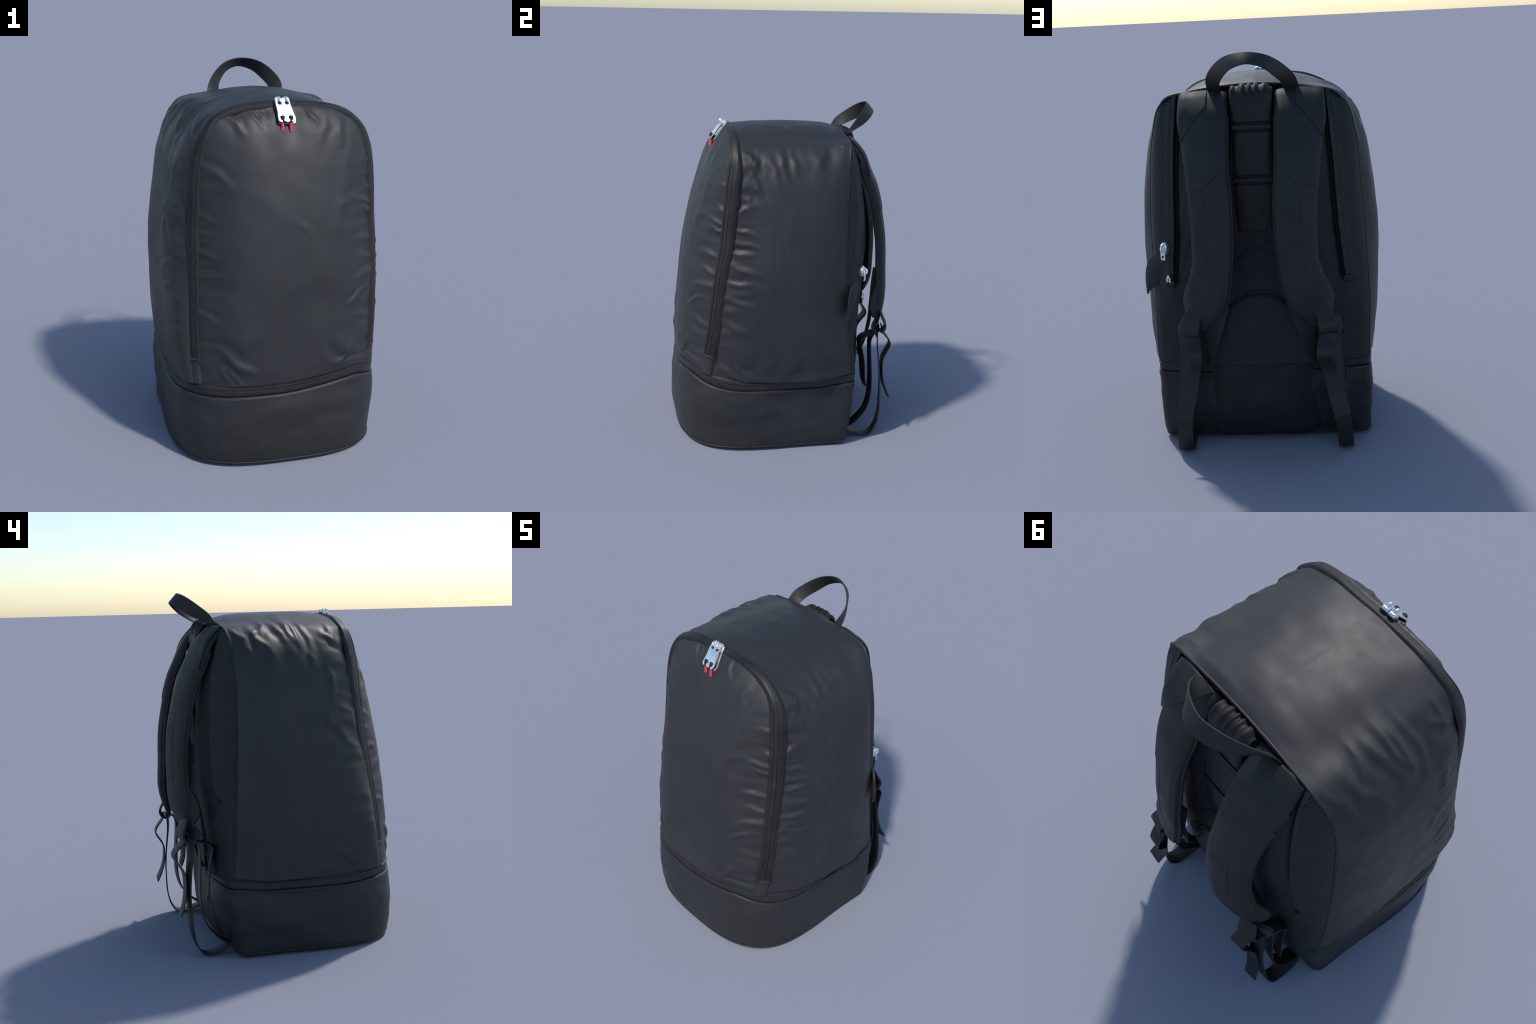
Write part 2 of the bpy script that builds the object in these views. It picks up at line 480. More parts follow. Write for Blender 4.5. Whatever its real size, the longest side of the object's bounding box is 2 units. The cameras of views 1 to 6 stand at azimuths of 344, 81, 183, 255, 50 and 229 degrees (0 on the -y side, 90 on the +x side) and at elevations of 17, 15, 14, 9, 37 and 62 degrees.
# ------------------------------------------------------------------ front flap
FRONT = curve1([(.43, -.632), (.55, -.638), (.7, -.632), (.9, -.615), (1.1, -.592), (1.3, -.556), (1.45, -.522),
                (1.6, -.479), (1.7, -.442), (1.78, -.402), (1.82, -.371), (1.845, -.342), (1.858, -.320)])
NR, NU = 230, 200
def front_surface():
    half = ZC[:, 2].argmax()
    r = ZC[:half+1]; l = ZC[half:][::-1]
    def by_len(c, n):
        L = np.r_[0, np.cumsum(np.linalg.norm(np.diff(c, axis=0), axis=1))]
        q = np.linspace(0, L[-1], n)
        return np.stack([np.interp(q, L, c[:, k]) for k in range(3)], 1), q
    R, q = by_len(r, NR); Lf, _ = by_len(l, NR)
    a = np.linspace(-math.pi/2, math.pi/2, NU); u = np.sin(a)*.35 + .65*a/(math.pi/2)
    P = R[:, None]*((1+u)/2)[None, :, None] + Lf[:, None]*((1-u)/2)[None, :, None]
    zc = P[:, NU//2, 2]
    f = FRONT(zc)[:, None] - P[..., 1]
    g = (1-np.abs(u)**3.1)[None, :]
    P[..., 1] += f*g + .052*(np.minimum(P[..., 0]+.05, 0)+.15*np.maximum(P[..., 0], 0))*g*(1-sstep(1.72, 1.85, P[..., 2]))
    # panel bellies down a little between the feet of the arch, so rows bow at the crown
    N = grid_normals(P)
    if N[NR//2, NU//2, 1] > 0: N = -N
    # wrinkles
    hw = np.linalg.norm(R-Lf, axis=1)/2
    top = (q[-1]-q)[:, None]*np.ones((1, NU))
    de = np.minimum((1-np.abs(u))[None, :]*hw[:, None], 10)
    d = np.minimum(de, np.maximum(P[..., 2]*0 + (1.858-P[..., 2])*1.4, 0))
    S = q[:, None]*np.ones((1, NU)); sg = np.tanh(u*5)[None, :]
    near = sstep(.0, .05, d)*np.exp(-np.maximum(d-.05, 0)/.09)
    z = P[..., 2]
    cr = nz(S*12+7*sg, de*3.0, 4.3+sg+S*0) + .6*nz(S*25+3*sg, de*6.0, 6.7+S*0)
    lowcalm = sstep(1.72, 1.6, z)
    h = .0075*near*cr*np.where(sg > 0, 1, .8)*lowcalm
    h += .62*folds(FRONT_FOLDS, P[..., 0], z)*sstep(0, .03, d)
    # gathers under the crown of the zip
    crown = sstep(1.60, 1.74, z)*(1-sstep(1.82, 1.855, z))
    h += .010*crown*nz(P[..., 0]*11, z*3.0, 8.8+S*0)
    # slanted slack folds above the bottom seam
    lo = sstep(.47, .55, z)*(1-sstep(.62, .80, z))*sstep(.02, .10, de)*sstep(.15, .5, np.abs(u))[None, :]
    h += .015*lo*nz(P[..., 0]*8 + z*7*sg, z*4-P[..., 0]*2*sg, 3.3+S*0)
    pin = sstep(0, .05, d)*sstep(.44, .50, z)
    h += .010*pin*fbm(P[..., 0]*2.4+1, z*2.0, 2+S*0, 3)
    return hang(P + N*h[..., None]), N

FP, FN = front_surface()

# ------------------------------------------------------------------ back
PADY = curve1([(.43, .458), (.64, .460), (.8, .464), (1.0, .478), (1.2, .487), (1.39, .482), (1.56, .455), (1.70, .418), (1.78, .386), (1.85, .358)])
POCKET_X = curve1([(.80, .452), (.88, .446), (1.15, .420), (1.5, .400), (1.79, .376)])
HPROF = curve1([(0, 1.0), (.42, 1.0), (.56, .96), (.66, .81), (.74, .69), (.80, .63), (.86, .56), (.92, .43), (.97, .24), (1, 0)])

def back_surface(NZ=220, NX=200):
    half = BC0[:, 2].argmax()
    def by_len(c, n):
        L = np.r_[0, np.cumsum(np.linalg.norm(np.diff(c, axis=0), axis=1))]
        q = np.linspace(0, L[-1], n)
        return np.stack([np.interp(q, L, c[:, k]) for k in range(3)], 1)
    R, Lf = by_len(BC0[:half+1], NZ), by_len(BC0[half:][::-1], NZ)
    u = np.linspace(-1, 1, NX)
    P = R[:, None]*((1+u)/2)[None, :, None] + Lf[:, None]*((1-u)/2)[None, :, None]
    x, z = P[..., 0], P[..., 2]
    xe = np.where(x > 0, np.interp(z, R[:, 2], np.maximum(R[:, 0], .3)), np.interp(z, Lf[:, 2], np.maximum(-Lf[:, 0], .3)))
    a = np.clip(np.abs(x)/np.maximum(xe, .02), 0, 1)
    y = P[..., 1] + (PADY(z)-P[..., 1])*HPROF(a)
    return P, x, z, y, np.abs(x), a

def back_detail():
    P, x, z, y, ax, a = back_surface()
    pk = POCKET_X(z)
    on = sstep(.84, .90, z)
    # pocket slit just inside the zip, with the outer lip standing proud
    y = y + on*(.012*sstep(.03, 0, np.abs(ax-pk-.012)) - .028*bump(ax, pk-.026, .012))
    # sag creases where the side mesh meets the padding
    pull = bump(z, 1.12, .22)*bump(ax, .35, .05)
    y += .016*pull*nz(ax*22+z*9, z*5, x*0+np.sign(x)*3)
    pull2 = bump(z, .80, .16)*bump(ax, .42, .07)
    y += .014*pull2*nz(ax*12-z*6, z*9, x*0+2+np.sign(x))
    # sunken channel for the middle panel, gaps beside it
    ch = sstep(1.10, 1.20, z)
    y -= ch*(.030*bump(ax, .118, .016))
    # the padding parts in the middle: a flat sunken field between the two pads
    y = y*1.0 - np.maximum(y-.452, 0)*sstep(.185, .115, ax)*sstep(.78, .92, z)
    # arched seams of the lumbar mesh
    def arch(top, w, k):
        return top - k*np.clip(ax/w, 0, 3)**2.2
    lum = arch(.825, .2, .12)
    y -= .016*bump(z, lum, .010)*sstep(.30, .26, ax)*sstep(.43, .5, z)
    y += .010*sstep(lum+.0, lum-.03, z)*sstep(.30, .24, ax)
    y -= .010*bump(z, arch(1.045, .13, .07), .010)*sstep(.2, .16, ax)
    y -= .006*bump(z, arch(1.10, .16, .08), .008)*sstep(.2, .16, ax)
    # lower side wing fold from lumbar seam to the base
    wing = .16+(.75-z)*.42
    y -= .018*bump(ax, wing, .012)*sstep(.78, .70, z)*sstep(.42, .48, z)
    # side pockets hollow below the slit
    y -= .012*bump(ax, .46, .05)*bump(z, .62, .12)
    y += .006*fbm(x*5, z*4, 1.7+x*0, 3)*sstep(1, .9, a)
    P = P.copy(); P[..., 1] = y - .010*sstep(1.74, 1.80, z)
    P[..., 2] -= .014*sstep(1.72, 1.80, z)      # tucks under the top hem
    return P

BKP = back_detail()

gusset = sheet('side_gusset', GP, M_COAT, .008, flip=(np.cross(GP[1, 50]-GP[0, 50], GP[0, 51]-GP[0, 50]) @ GN[0, 50]) < 0)
front = sheet('front_flap', FP, M_COAT, .008, flip=(np.cross(FP[1, 70]-FP[0, 70], FP[0, 71]-FP[0, 70]) @ FN[0, 70]) < 0)
backp = sheet('mesh_back_panel', BKP, M_MESH, .008, flip=(np.cross(BKP[1, 70]-BKP[0, 70], BKP[0, 71]-BKP[0, 70])[1] < 0))

def back_y(x, z):
    """Height of the finished back surface at (x, z), by nearest sample."""
    k = ((BKP[..., 0]-x)**2 + (BKP[..., 2]-z)**2).argmin()
    return BKP.reshape(-1, 3)[k, 1]

# ------------------------------------------------------------------ piping along the rear seam
def rear_piping():
    c = BC0[::6]
    n = len(c)
    core = c + np.c_[np.zeros(n), np.where(c[:, 2] > 1.75, -.003, 0), np.where(c[:, 2] > 1.75, -.004, 0)]
    r = np.interp(spline(core, 240)[:, 2], [1.72, 1.79], [.003, .007])
    return tube('seam_piping', core, r, M_COAT, n=240, k=8, up=(0, 1, 0))
rear_piping()

# ------------------------------------------------------------------ main zip
def zip_frames(C):
    T = unit(np.gradient(C, axis=0))
    # surface normal at the seam: between gusset normal and front normal
    i = np.clip(np.round(np.linspace(0, NS-1, len(C))).astype(int), 0, NS-1)
    gn = GN[i, 3]
    fn = np.tile([0, -1., 0], (len(C), 1))
    N = unit(gn*1.1 + fn*(.75-.45*sstep(1.6, 1.8, C[:, 2:3])))
    B = unit(np.cross(T, N))
    B = np.where((B[:, 1:2] > 0), B, -B)        # towards the back
    N = np.cross(B, T); N = np.where((N*gn).sum(1, keepdims=True) < 0, -N, N)
    return T, N, B

def zip_strip():
    C = spline(ZC, 700)
    T, N, B = zip_frames(C)
    z = C[:, 2]
    # profile across the tape: (offset towards back, height)
    prof = [(-.046, -.016), (-.040, .000), (-.036, .005), (-.030, .004), (-.028, -.001), (-.024, .003), (-.014, .006),
            (-.004, .0065), (-.001, .001), (.002, .0065), (.010, .0068), (.012, .001), (.015, .0062), (.021, .0060),
            (.023, .0005), (.026, .0052), (.033, .0030), (.036, -.002), (.042, -.010)]
    prof = np.array(prof)
    foot = sstep(.585, .575, z)
    k = (1-.40*sstep(1.6, 1.82, z))
    wob = .004*nz(np.arange(700)*.035, np.zeros(700), np.zeros(700)+.4)
    P = C[:, None] + B[:, None]*(prof[None, :, :1]*k[:, None, None]+wob[:, None, None]) + N[:, None]*(prof[None, :, 1:]*(1-.1*sstep(1.6, 1.8, z))[:, None, None]-.001)
    keep = z > .555
    i0, i1 = np.where(keep)[0][[0, -1]]
    P = P[i0:i1+1]
    ob = sheet('main_zip', P, M_ZIP, .004, angle=60)
    return C, T, N, B
ZCf, ZT, ZN, ZB = zip_strip()

def zip_foot(side):
    """Plain cover patch under each end of the main zip, with its bartack."""
    m = (ZCf[:, 0]*side > 0) & (ZCf[:, 2] < .585) & (ZCf[:, 2] > seam_height(ZCf[:, 0], ZCf[:, 1])+.058)
    C, N, B = ZCf[m], ZN[m], ZB[m]
    b = np.array([(-.042, -.02), (-.030, .002), (-.028, .0045), (0, .006), (.022, .0045), (.026, .001), (.038, -.02)])
    P = C[:, None] + B[:, None]*b[None, :, :1] + N[:, None]*(b[None, :, 1:]-.002)
    sheet('zip_end_patch', P, M_COAT, .004, angle=60)
    top = C[-1] if C[-1, 2] > C[0, 2] else C[0]
    j = len(C)-1 if C[-1, 2] > C[0, 2] else 0
    zt = top - np.array([0, 0, .006])
    band('bartack', [zt + B[j]*-.034 + N[j]*.006, zt + N[j]*.0125, zt + B[j]*.026+N[j]*.008], N[j], .007, .006, M_STITCH, n=12)
for s in (1, -1):
    zip_foot(s)

# ------------------------------------------------------------------ bottom compartment
def d_ring(w, f, yb, ys=-.22, p=2.6, tilt=.0, back_r=.05, bulge=0.0, nf=90, ns=26, nb=60):
    """Plan outline: flat back with small corner rounds, straight sides, full round front."""
    a = np.linspace(0, math.pi, nf)
    fx = w*np.sign(np.cos(a))*np.abs(np.cos(a))**(2/p)
    fy = ys + (f-ys)*np.sin(a)**(2/p)
    fr = np.c_[fx, fy + tilt*fx*np.sin(a)]
    sl = np.c_[np.full(ns, -w), np.linspace(ys, yb-back_r, ns)][1:]
    cl = [(-w+back_r-back_r*math.cos(t), yb-back_r+back_r*math.sin(t)) for t in np.linspace(0, math.pi/2, 9)[1:-1]]
    bx = np.linspace(-w+back_r, w-back_r, nb)
    bk = np.c_[bx, yb + bulge*(1-(bx/(w-back_r))**2)]
    cr = [(x*-1, y) for x, y in cl[::-1]]
    sr = np.c_[np.full(ns, w), np.linspace(yb-back_r, ys, ns)][:-1]
    out = np.r_[fr, sl, cl, bk, cr, sr]
    out[:, 0] += np.sign(out[:, 0])*.019*np.exp(-((out[:, 1]+.17)/.22)**2)*sstep(.3, .5, np.abs(out[:, 0]))
    return out

CW = curve1([(0, .540), (.03, .548), (.1, .552), (.25, .556), (.36, .553), (.45, .548)])
CF = curve1([(0, -.624), (.02, -.636), (.07, -.648), (.15, -.654), (.25, -.654), (.35, -.642), (.45, -.622)])
CB = curve1([(0, .346), (.03, .356), (.1, .372), (.25, .390), (.36, .402), (.45, .405)])

def ring_at(z, inset=0.0):
    r = d_ring(CW(z)-inset, CF(z)+inset, CB(z)-inset, p=2.9, tilt=.025, bulge=float(CBULGE(z)))
    return r

def compartment():
    levels = np.r_[0, .004, .012, np.linspace(.022, 1, 34)]
    rings = []
    for k, l in enumerate(levels):
        ring = ring_at(.372*l)
        top = seam_height(ring[:, 0], ring[:, 1])
        z = .010 + l*(top-.010)
        if k == 0: ring = ring*.985
        # soft dents of the slack cloth
        n = unit(np.c_[ring[:, 0]*.8, ring[:, 1]])
        amp = sstep(.0, .12, l)*sstep(1.0, .85, l)
        h = amp*.010*fbm(ring[:, 0]*4, ring[:, 1]*4, z*5, 3)
        ring = ring + n*h[:, None]
        rings.append(np.c_[ring, z])
    # turned-in rim of the slot
    last = rings[-1]
    rings.append(np.c_[last[:, :2]*.985, last[:, 2]+.004])
    rings.append(np.c_[last[:, :2]*.965, last[:, 2]-.010])
    loft('bottom_compartment', rings, M_BASE)
    # bottom hem
    r0 = ring_at(.012); 
    hem = np.c_[r0, np.full(len(r0), .022)]
    hem = np.r_[hem, hem[:1]]
    tube('base_hem', hem*np.array([1.002, 1.002, 1]), .0045, M_BASE, raw=True, k=8)
    # stitched double rim below the slot
    for dz, rr in ((-.010, .0024), (-.019, .0018)):
        ring = ring_at(.37, .001)
        top = seam_height(ring[:, 0], ring[:, 1])
        rim = np.c_[ring*1.001, top+dz]; rim = np.r_[rim, rim[:1]]
        tube('slot_rim', rim, rr, M_BASE, raw=True, k=8)
    # zip tape closing the slot: recessed strip with a folded cover
    prof = [(.030, -.010), (.014, .000), (.006, .006), (.003, .010), (.003, .030), (.004, .042), (.000, .046), (.001, .050), (.007, .052),
            (.008, .060), (.020, .070), (.03, .075)]
    rings = []
    for ins, dz in prof:
        ring = ring_at(.39, ins)
        top = seam_height(ring[:, 0], ring[:, 1])
        rings.append(np.c_[ring, top+dz])
    loft('slot_zip', rings, M_BAND, caps=False, angle=50)
    # near-black wall behind the zip tape, the slot's shade put into its colour
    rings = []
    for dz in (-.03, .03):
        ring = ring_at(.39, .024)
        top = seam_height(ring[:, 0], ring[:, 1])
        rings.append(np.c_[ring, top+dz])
    loft('slot_shade_wall', rings, M_DARK, caps=False)
compartment()

# ------------------------------------------------------------------ plain lower back panel
def lower_back():
    zz = np.linspace(.016, .445, 40); uu = np.linspace(-1, 1, 60)
    yb = curve1([(0, .352), (.02, .374), (.05, .404), (.1, .430), (.2, .447), (.3, .454), (.38, .457), (.445, .458)])
    P = np.zeros((40, 60, 3))
    for i, z in enumerate(zz):
        w = .305
        P[i, :, 0] = uu*w
        P[i, :, 1] = yb(z) - .045*np.abs(uu)**5 + .008*fbm(uu*3, uu*0+z*6, uu*0+.3, 2)*(1-uu**4)
        P[i, :, 2] = z
    sheet('lower_back_panel', P, M_BACKLOW, .03, flip=(np.cross(P[1, 30]-P[0, 30], P[0, 31]-P[0, 30])[1] < 0))
lower_back()

# ------------------------------------------------------------------ middle panel with its two bars
def middle_panel():
    path = [(.352, 1.822), (.376, 1.838), (.408, 1.836), (.434, 1.812), (.448, 1.77), (.456, 1.66), (.472, 1.52),
            (.484, 1.40), (.484, 1.30), (.476, 1.22), (.466, 1.135)]
    c = spline([(0, y, z) for y, z in path], 170)
    u = np.linspace(-1, 1, 60)
    hw = np.interp(c[:, 2], [1.14, 1.4, 1.65, 1.83], [.094, .098, .098, .104])
    cx = -.006
    P = np.zeros((170, 60, 3))
    T = unit(np.gradient(c, axis=0)); N = np.c_[np.zeros(170), T[:, 2], -T[:, 1]]
    N = np.where(N[:, 1:2]+N[:, 2:3] < 0, -N, N)
    s = np.r_[0, np.cumsum(np.linalg.norm(np.diff(c, axis=0), axis=1))]
    for i in range(170):
        g = sstep(1.74, 1.81, c[i, 2])       # gathered roll at the top
        h = .005*g*np.sin(u*17 + 1.2*np.sin(u*5)) + .005*g*(1-u**2)
        h = h - .016*np.abs(u)**8
        for zb in (1.645, 1.393):            # grooves over the bars
            h = h - .012*bump(c[i, 2], zb+.016, .006) - .012*bump(c[i, 2], zb-.016, .006)
        h = h - .003*bump(c[i, 2], 1.772, .004) - .003*bump(c[i, 2], 1.235, .004)
        h = h + .003*nz(u*4+c[i, 2]*6, u*0+c[i, 2]*8, u*0)
        P[i, :] = c[i] + h[:, None]*N[i]
        P[i, :, 0] += cx + u*hw[i]
    sheet('middle_panel', P, M_LINER, .02, flip=(np.cross(P[90, 30]-P[89, 30], P[89, 31]-P[89, 30])[1] < 0))
    for zb, y in ((1.645, .457), (1.393, .484)):
        band('panel_bar', [(.088, y-.002, zb), (cx, y+.001, zb), (-.098, y-.002, zb)], (0, 0, 1), .020, .008, M_LINER, n=14)
middle_panel()

# ------------------------------------------------------------------ pocket zips on the back
def pocket(side):
    z = np.linspace(.885, 1.80, 60)
    x = POCKET_X(z)*side
    y = np.array([back_y(a, b) for a, b in zip(x, z)])
    for _ in range(6):
        y[1:-1] = (y[:-2]+2*y[1:-1]+y[2:])/4
    path = np.c_[x - .004*side, y+.002, z]
    band('pocket_zip_lip', path, (-side*1.0, .35, 0), .024, .011, M_ZIP, n=70)
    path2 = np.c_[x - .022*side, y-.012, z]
    band('pocket_shade_strip', path2, (-side*1.0, .2, 0), .022, .006, M_DARK, n=70)  # near-black strip in the groove; the slit's shade is put into its colour
    e = np.array([x[0]+.002*side, y[0]+.010, .878])
    band('pocket_zip_end', [e-(.022, 0, 0), e, e+(.022, 0, 0)], (0, 0, 1), .03, .010, M_ZIP, n=8)
    return e
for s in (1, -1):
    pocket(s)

# ------------------------------------------------------------------ shoulder straps
STRAP_Y = curve1([(1.80, .350), (1.785, .370), (1.75, .406), (1.70, .444), (1.60, .488), (1.51, .529), (1.34, .571), (1.165, .597),
                  (1.05, .602), (.93, .603), (.84, .600), (.735, .580), (.68, .570)])
OUT_X = curve1([(1.86, .315), (1.80, .345), (1.70, .350), (1.60, .338), (1.38, .316), (1.17, .306), (1.03, .306), (.94, .326),
                (.857, .350), (.79, .352), (.73, .345), (.68, .335)])
IN_X = curve1([(1.86, .105), (1.65, .105), (1.46, .107), (1.28, .098), (1.06, .105), (.885, .130), (.80, .165), (.74, .215), (.68, .262)])

def strap(side):
    n, k = 150, 44
    dx = -.012 if side < 0 else 0
    zz = np.linspace(1.800, .685, n)
    u = np.linspace(-1, 1, k)
    xo, xi, yy = OUT_X(zz), IN_X(zz), STRAP_Y(zz)
    c = np.c_[(xo+xi)/2*side + dx*sstep(1.2, 1.8, zz), yy, zz]
    hw = (xo-xi)/2
    T = unit(np.gradient(c, axis=0))
    tl = np.c_[np.full(n, side*1.0), -np.interp(zz, [.7, .9, 1.3, 1.6, 1.8], [.25, .30, .30, .26, .12]), np.zeros(n)]
    W = unit(tl - (tl*T).sum(1, keepdims=True)*T)
    N = np.cross(T, W); N = np.where(N[:, 1:2]+.4*N[:, 2:] < 0, -N, N)
    th = np.interp(zz, [.685, .76, .9, 1.3, 1.6, 1.77, 1.808], [.018, .040, .056, .056, .050, .040, .024])
    rings = []
    ang = np.linspace(0, 2*math.pi, k, endpoint=False)
    for i in range(n):
        ca, sa = np.cos(ang), np.sin(ang)
        a = np.sign(ca)*np.abs(ca)**.42; b = np.sign(sa)*np.abs(sa)**.62
        crown = .010*(1-a**2)
        ds = .0025*nz(a*2+side, a*0+zz[i]*7, b)       # soft lumps of the foam
        pipe = -.004*bump(np.abs(a), .90, .04)*(b > 0)   # seam just inside the edge
        hh = b*th[i]/2 + crown + ds + pipe
        rings.append(c[i] + (a*hw[i])[:, None]*W[i] + hh[:, None]*N[i])
    st = loft('shoulder_strap', rings, M_STRAP)
    def on(u, z, lift):
        """Point on the outer face of the strap."""
        i = np.clip(np.interp(z, zz[::-1], np.arange(n)[::-1]), 0, n-1.001)
        j = int(i); f = i-j
        def L(A): return A[j]*(1-f)+A[j+1]*f
        b = max(0.0, 1-abs(u)**4.8)**.4 if abs(u) < 1 else 0
        return L(c) + L(W)*u*L(hw) + L(N)*(b*L(th)/2 + .010*(1-u*u) + lift)
    # yoke overlay: upper cover ending in a shallow V seam
    nu, nv = 34, 60
    P = np.zeros((nv, nu, 3))
    for a_, v in enumerate(np.linspace(0, 1, nv)):
        for b_, uu in enumerate(np.linspace(-.985, .985, nu)):
            zend = 1.375 + .075*sstep(.2, -1, uu)
            z = 1.792*(1-v) + zend*v
            lift = .0048 - .004*(abs(uu) > .97)
            P[a_, b_] = on(uu, z, lift)
    fl = (np.cross(P[31, 17]-P[30, 17], P[30, 18]-P[30, 17])[1] < 0)
    sheet('strap_yoke', P, M_STRAP, .006, st, flip=fl, angle=50)
    # corner patch on the outer top
    P = np.zeros((30, 20, 3))
    for a_, v in enumerate(np.linspace(0, 1, 30)):
        for b_, w in enumerate(np.linspace(0, 1, 20)):
            z = 1.794 - .192*v
            ui = -.18 + 1.12*max(0.0, (v-.35)/.65)
            uu = ui*(1-w) + .985*w
            P[a_, b_] = on(min(uu, .985), z, .0095 + .008*sstep(.5, 1, w))
    sheet('strap_corner_patch', P, M_STRAP, .012, st, flip=(np.cross(P[11, 9]-P[10, 9], P[10, 10]-P[10, 9])[1] < 0), angle=50)
    # centre seam line down the strap
    seam = [on(.12 + .1*math.sin((1.36-z)*2), z, -.0004) for z in np.linspace(1.36, .95, 40)]
    tube('strap_seam', seam, .0020, M_STRAP, st, n=60, k=6)
    # rolled binding along both edges (second layer of the pad)
    for uu, off in ((.97, -.012), (-.97, -.012)):
        e = [c[i] + W[i]*uu*hw[i] + N[i]*off for i in range(14, n-14, 3)]
        tube('strap_binding', e, .009, M_STRAP, st, n=90, k=8)
    # soft under-wing hanging from the lower inside of the strap to the base of the back
    q = side
    wing = [(.205*q, .585, .99), (.205*q, .575, .90), (.212*q, .562, .78), (.228*q, .545, .66), (.242*q, .515, .55), (.252*q, .480, .465)]
    band('strap_wing', wing, [(1, -.1, 0), (1, -.2*q, 0), (1, -.3*q, 0)], [.15, .16, .135, .095, .055, .02], .016, M_STRAP, st, n=50)
    # rounded tab on the outer lower edge
    tab = [(.318*q, .566, .93), (.332*q, .556, .86), (.345*q, .545, .79), (.338*q, .555, .735)]
    band('strap_tab', tab, (.55*q, -.83, 0), [.03, .085, .095, .03], .022, M_STRAP, st, n=30)
    return st

# ------------------------------------------------------------------ webbing of each strap
def lower_webbing(side, st):
    q = side
    th = .0075
    W = .078
    sgn = 1 if side > 0 else -1
    def X(pts): return [(x*q, y, z) for x, y, z in pts]
    def D(v): return [(a*q, b, c) for a, b, c in v]
    # folded sleeve that holds the buckle
    band('buckle_sleeve', X([(.318, .592, .765), (.330, .606, .725), (.338, .622, .690), (.345, .610, .655), (.345, .590, .640)]),
         D([(1, -.25, 0), (1, -.25, 0), (1, -.2, 0)]), [.080, .092, .098, .096, .084], .012, M_WEB, st, n=30)
    band('buckle_fold', X([(.348, .575, .640), (.356, .562, .672), (.358, .545, .690), (.356, .555, .725)]),
         D([(1, -.5, 0), (1, -.6, 0)]), [.10, .115, .105, .05], .010, M_WEB, st, n=26)
    # free tail, bulging outward below the buckle
    sh = .0 if side > 0 else -.004
    band('webbing_tail', X([(.338, .600, .672), (.330, .612, .635), (.322+sh, .648, .590), (.318+sh, .662, .558), (.325, .640, .518),
                            (.338, .612, .470), (.352, .606, .40), (.366, .612, .335), (.380, .628, .28), (.392, .648, .232)]),
         D([(1, -.15, 0), (1, -.1, 0), (1, -.05, .05), (1, 0, .1)]), W, th, M_WEB, st, n=80)
    # long loop to the bottom edge of the bag
    band('webbing_loop', X([(.352, .575, .650), (.356, .572, .58), (.362, .582, .48), (.372, .592, .36), (.390, .590, .24), (.402, .582, .13),
                            (.408, .562, .060), (.410, .522, .010), (.410, .480, .010), (.408, .430, .022), (.402, .375, .045)]),
         D([(1, -.3, 0), (1, -.25, 0), (1, 0, 0), (1, 0, 0), (1, 0, 0)]), W, th, M_WEB, st, n=100)
    # bridge from the buckle to the pad with the short hanging end
    band('webbing_bridge', X([(.352, .585, .662), (.356, .555, .652), (.364, .515, .640), (.374, .472, .628), (.380, .452, .612), (.380, .456, .57),
                              (.382, .470, .50), (.386, .478, .42), (.390, .482, .36), (.396, .496, .315)]),
         D([(1, 0, 0), (1, .1, 0), (1, .2, 0), (1, .1, 0)]), W, th, M_WEB, st, n=80)
    band('webbing_return', X([(.358, .540, .640), (.362, .522, .615), (.366, .520, .56), (.372, .524, .46), (.380, .528, .34), (.388, .520, .24),
                              (.394, .495, .165), (.396, .450, .110), (.394, .405, .070), (.392, .375, .060)]),
         D([(1, 0, 0), (1, .1, 0), (1, .1, 0), (1, 0, 0)]), W*.95, th, M_WEB, st, n=80)

for s in (1, -1):
    lower_webbing(s, strap(s))

# ------------------------------------------------------------------ carry loop
edge_band('carry_loop',
    [(.205, .362, 1.815), (.208, .392, 1.868), (.172, .445, 1.930), (.095, .500, 1.984), (-.005, .528, 1.998),
     (-.090, .505, 1.982), (-.170, .448, 1.932), (-.225, .385, 1.866), (-.240, .362, 1.815)],
    [(.140, .372, 1.812), (.140, .425, 1.842), (.118, .498, 1.882), (.065, .555, 1.928), (-.008, .576, 1.946),
     (-.072, .555, 1.928), (-.128, .498, 1.880), (-.158, .425, 1.842), (-.165, .372, 1.812)], .0075, M_WEB)

# ------------------------------------------------------------------ main pulls
def plate(name, outline, holes, o, ex, ey, ez, t, mat, parent=None, bend=0.0):
    """Metal plate with punched holes: fill the outline around hole polygons."""
    import bmesh
    bm = bmesh.new()
    def loop(pts):
        vs = [bm.verts.new((x, y, 0)) for x, y in pts]
        return [bm.edges.new((vs[i], vs[(i+1) % len(vs)])) for i in range(len(vs))]
    ed = loop(outline)
    for h in holes:
        ed += loop(h)
    bmesh.ops.triangle_fill(bm, use_beauty=True, use_dissolve=False, edges=ed)
    top = list(bm.faces)
    ext = bmesh.ops.extrude_face_region(bm, geom=top)
    for v in [g for g in ext['geom'] if isinstance(g, bmesh.types.BMVert)]:
        v.co.z += t
    bmesh.ops.recalc_face_normals(bm, faces=bm.faces)
    sharp = [e for e in bm.edges if len(e.link_faces) == 2 and e.calc_face_angle(0) > 1.0]
    bmesh.ops.bevel(bm, geom=sharp, offset=t*.3, segments=2, profile=.6, affect='EDGES')
    for v in bm.verts:
        x, y, z = v.co
        v.co = Vector(o + ex*x + ey*y + ez*(z + bend*y*y))
    me = bpy.data.meshes.new(name); bm.to_mesh(me); bm.free()
    me.materials.append(mat)
    me.polygons.foreach_set('use_smooth', [True]*len(me.polygons)); me.set_sharp_from_angle(angle=math.radians(35))
    ob = bpy.data.objects.new(name, me); COL.objects.link(ob); ob.parent = parent or ROOT
    return ob

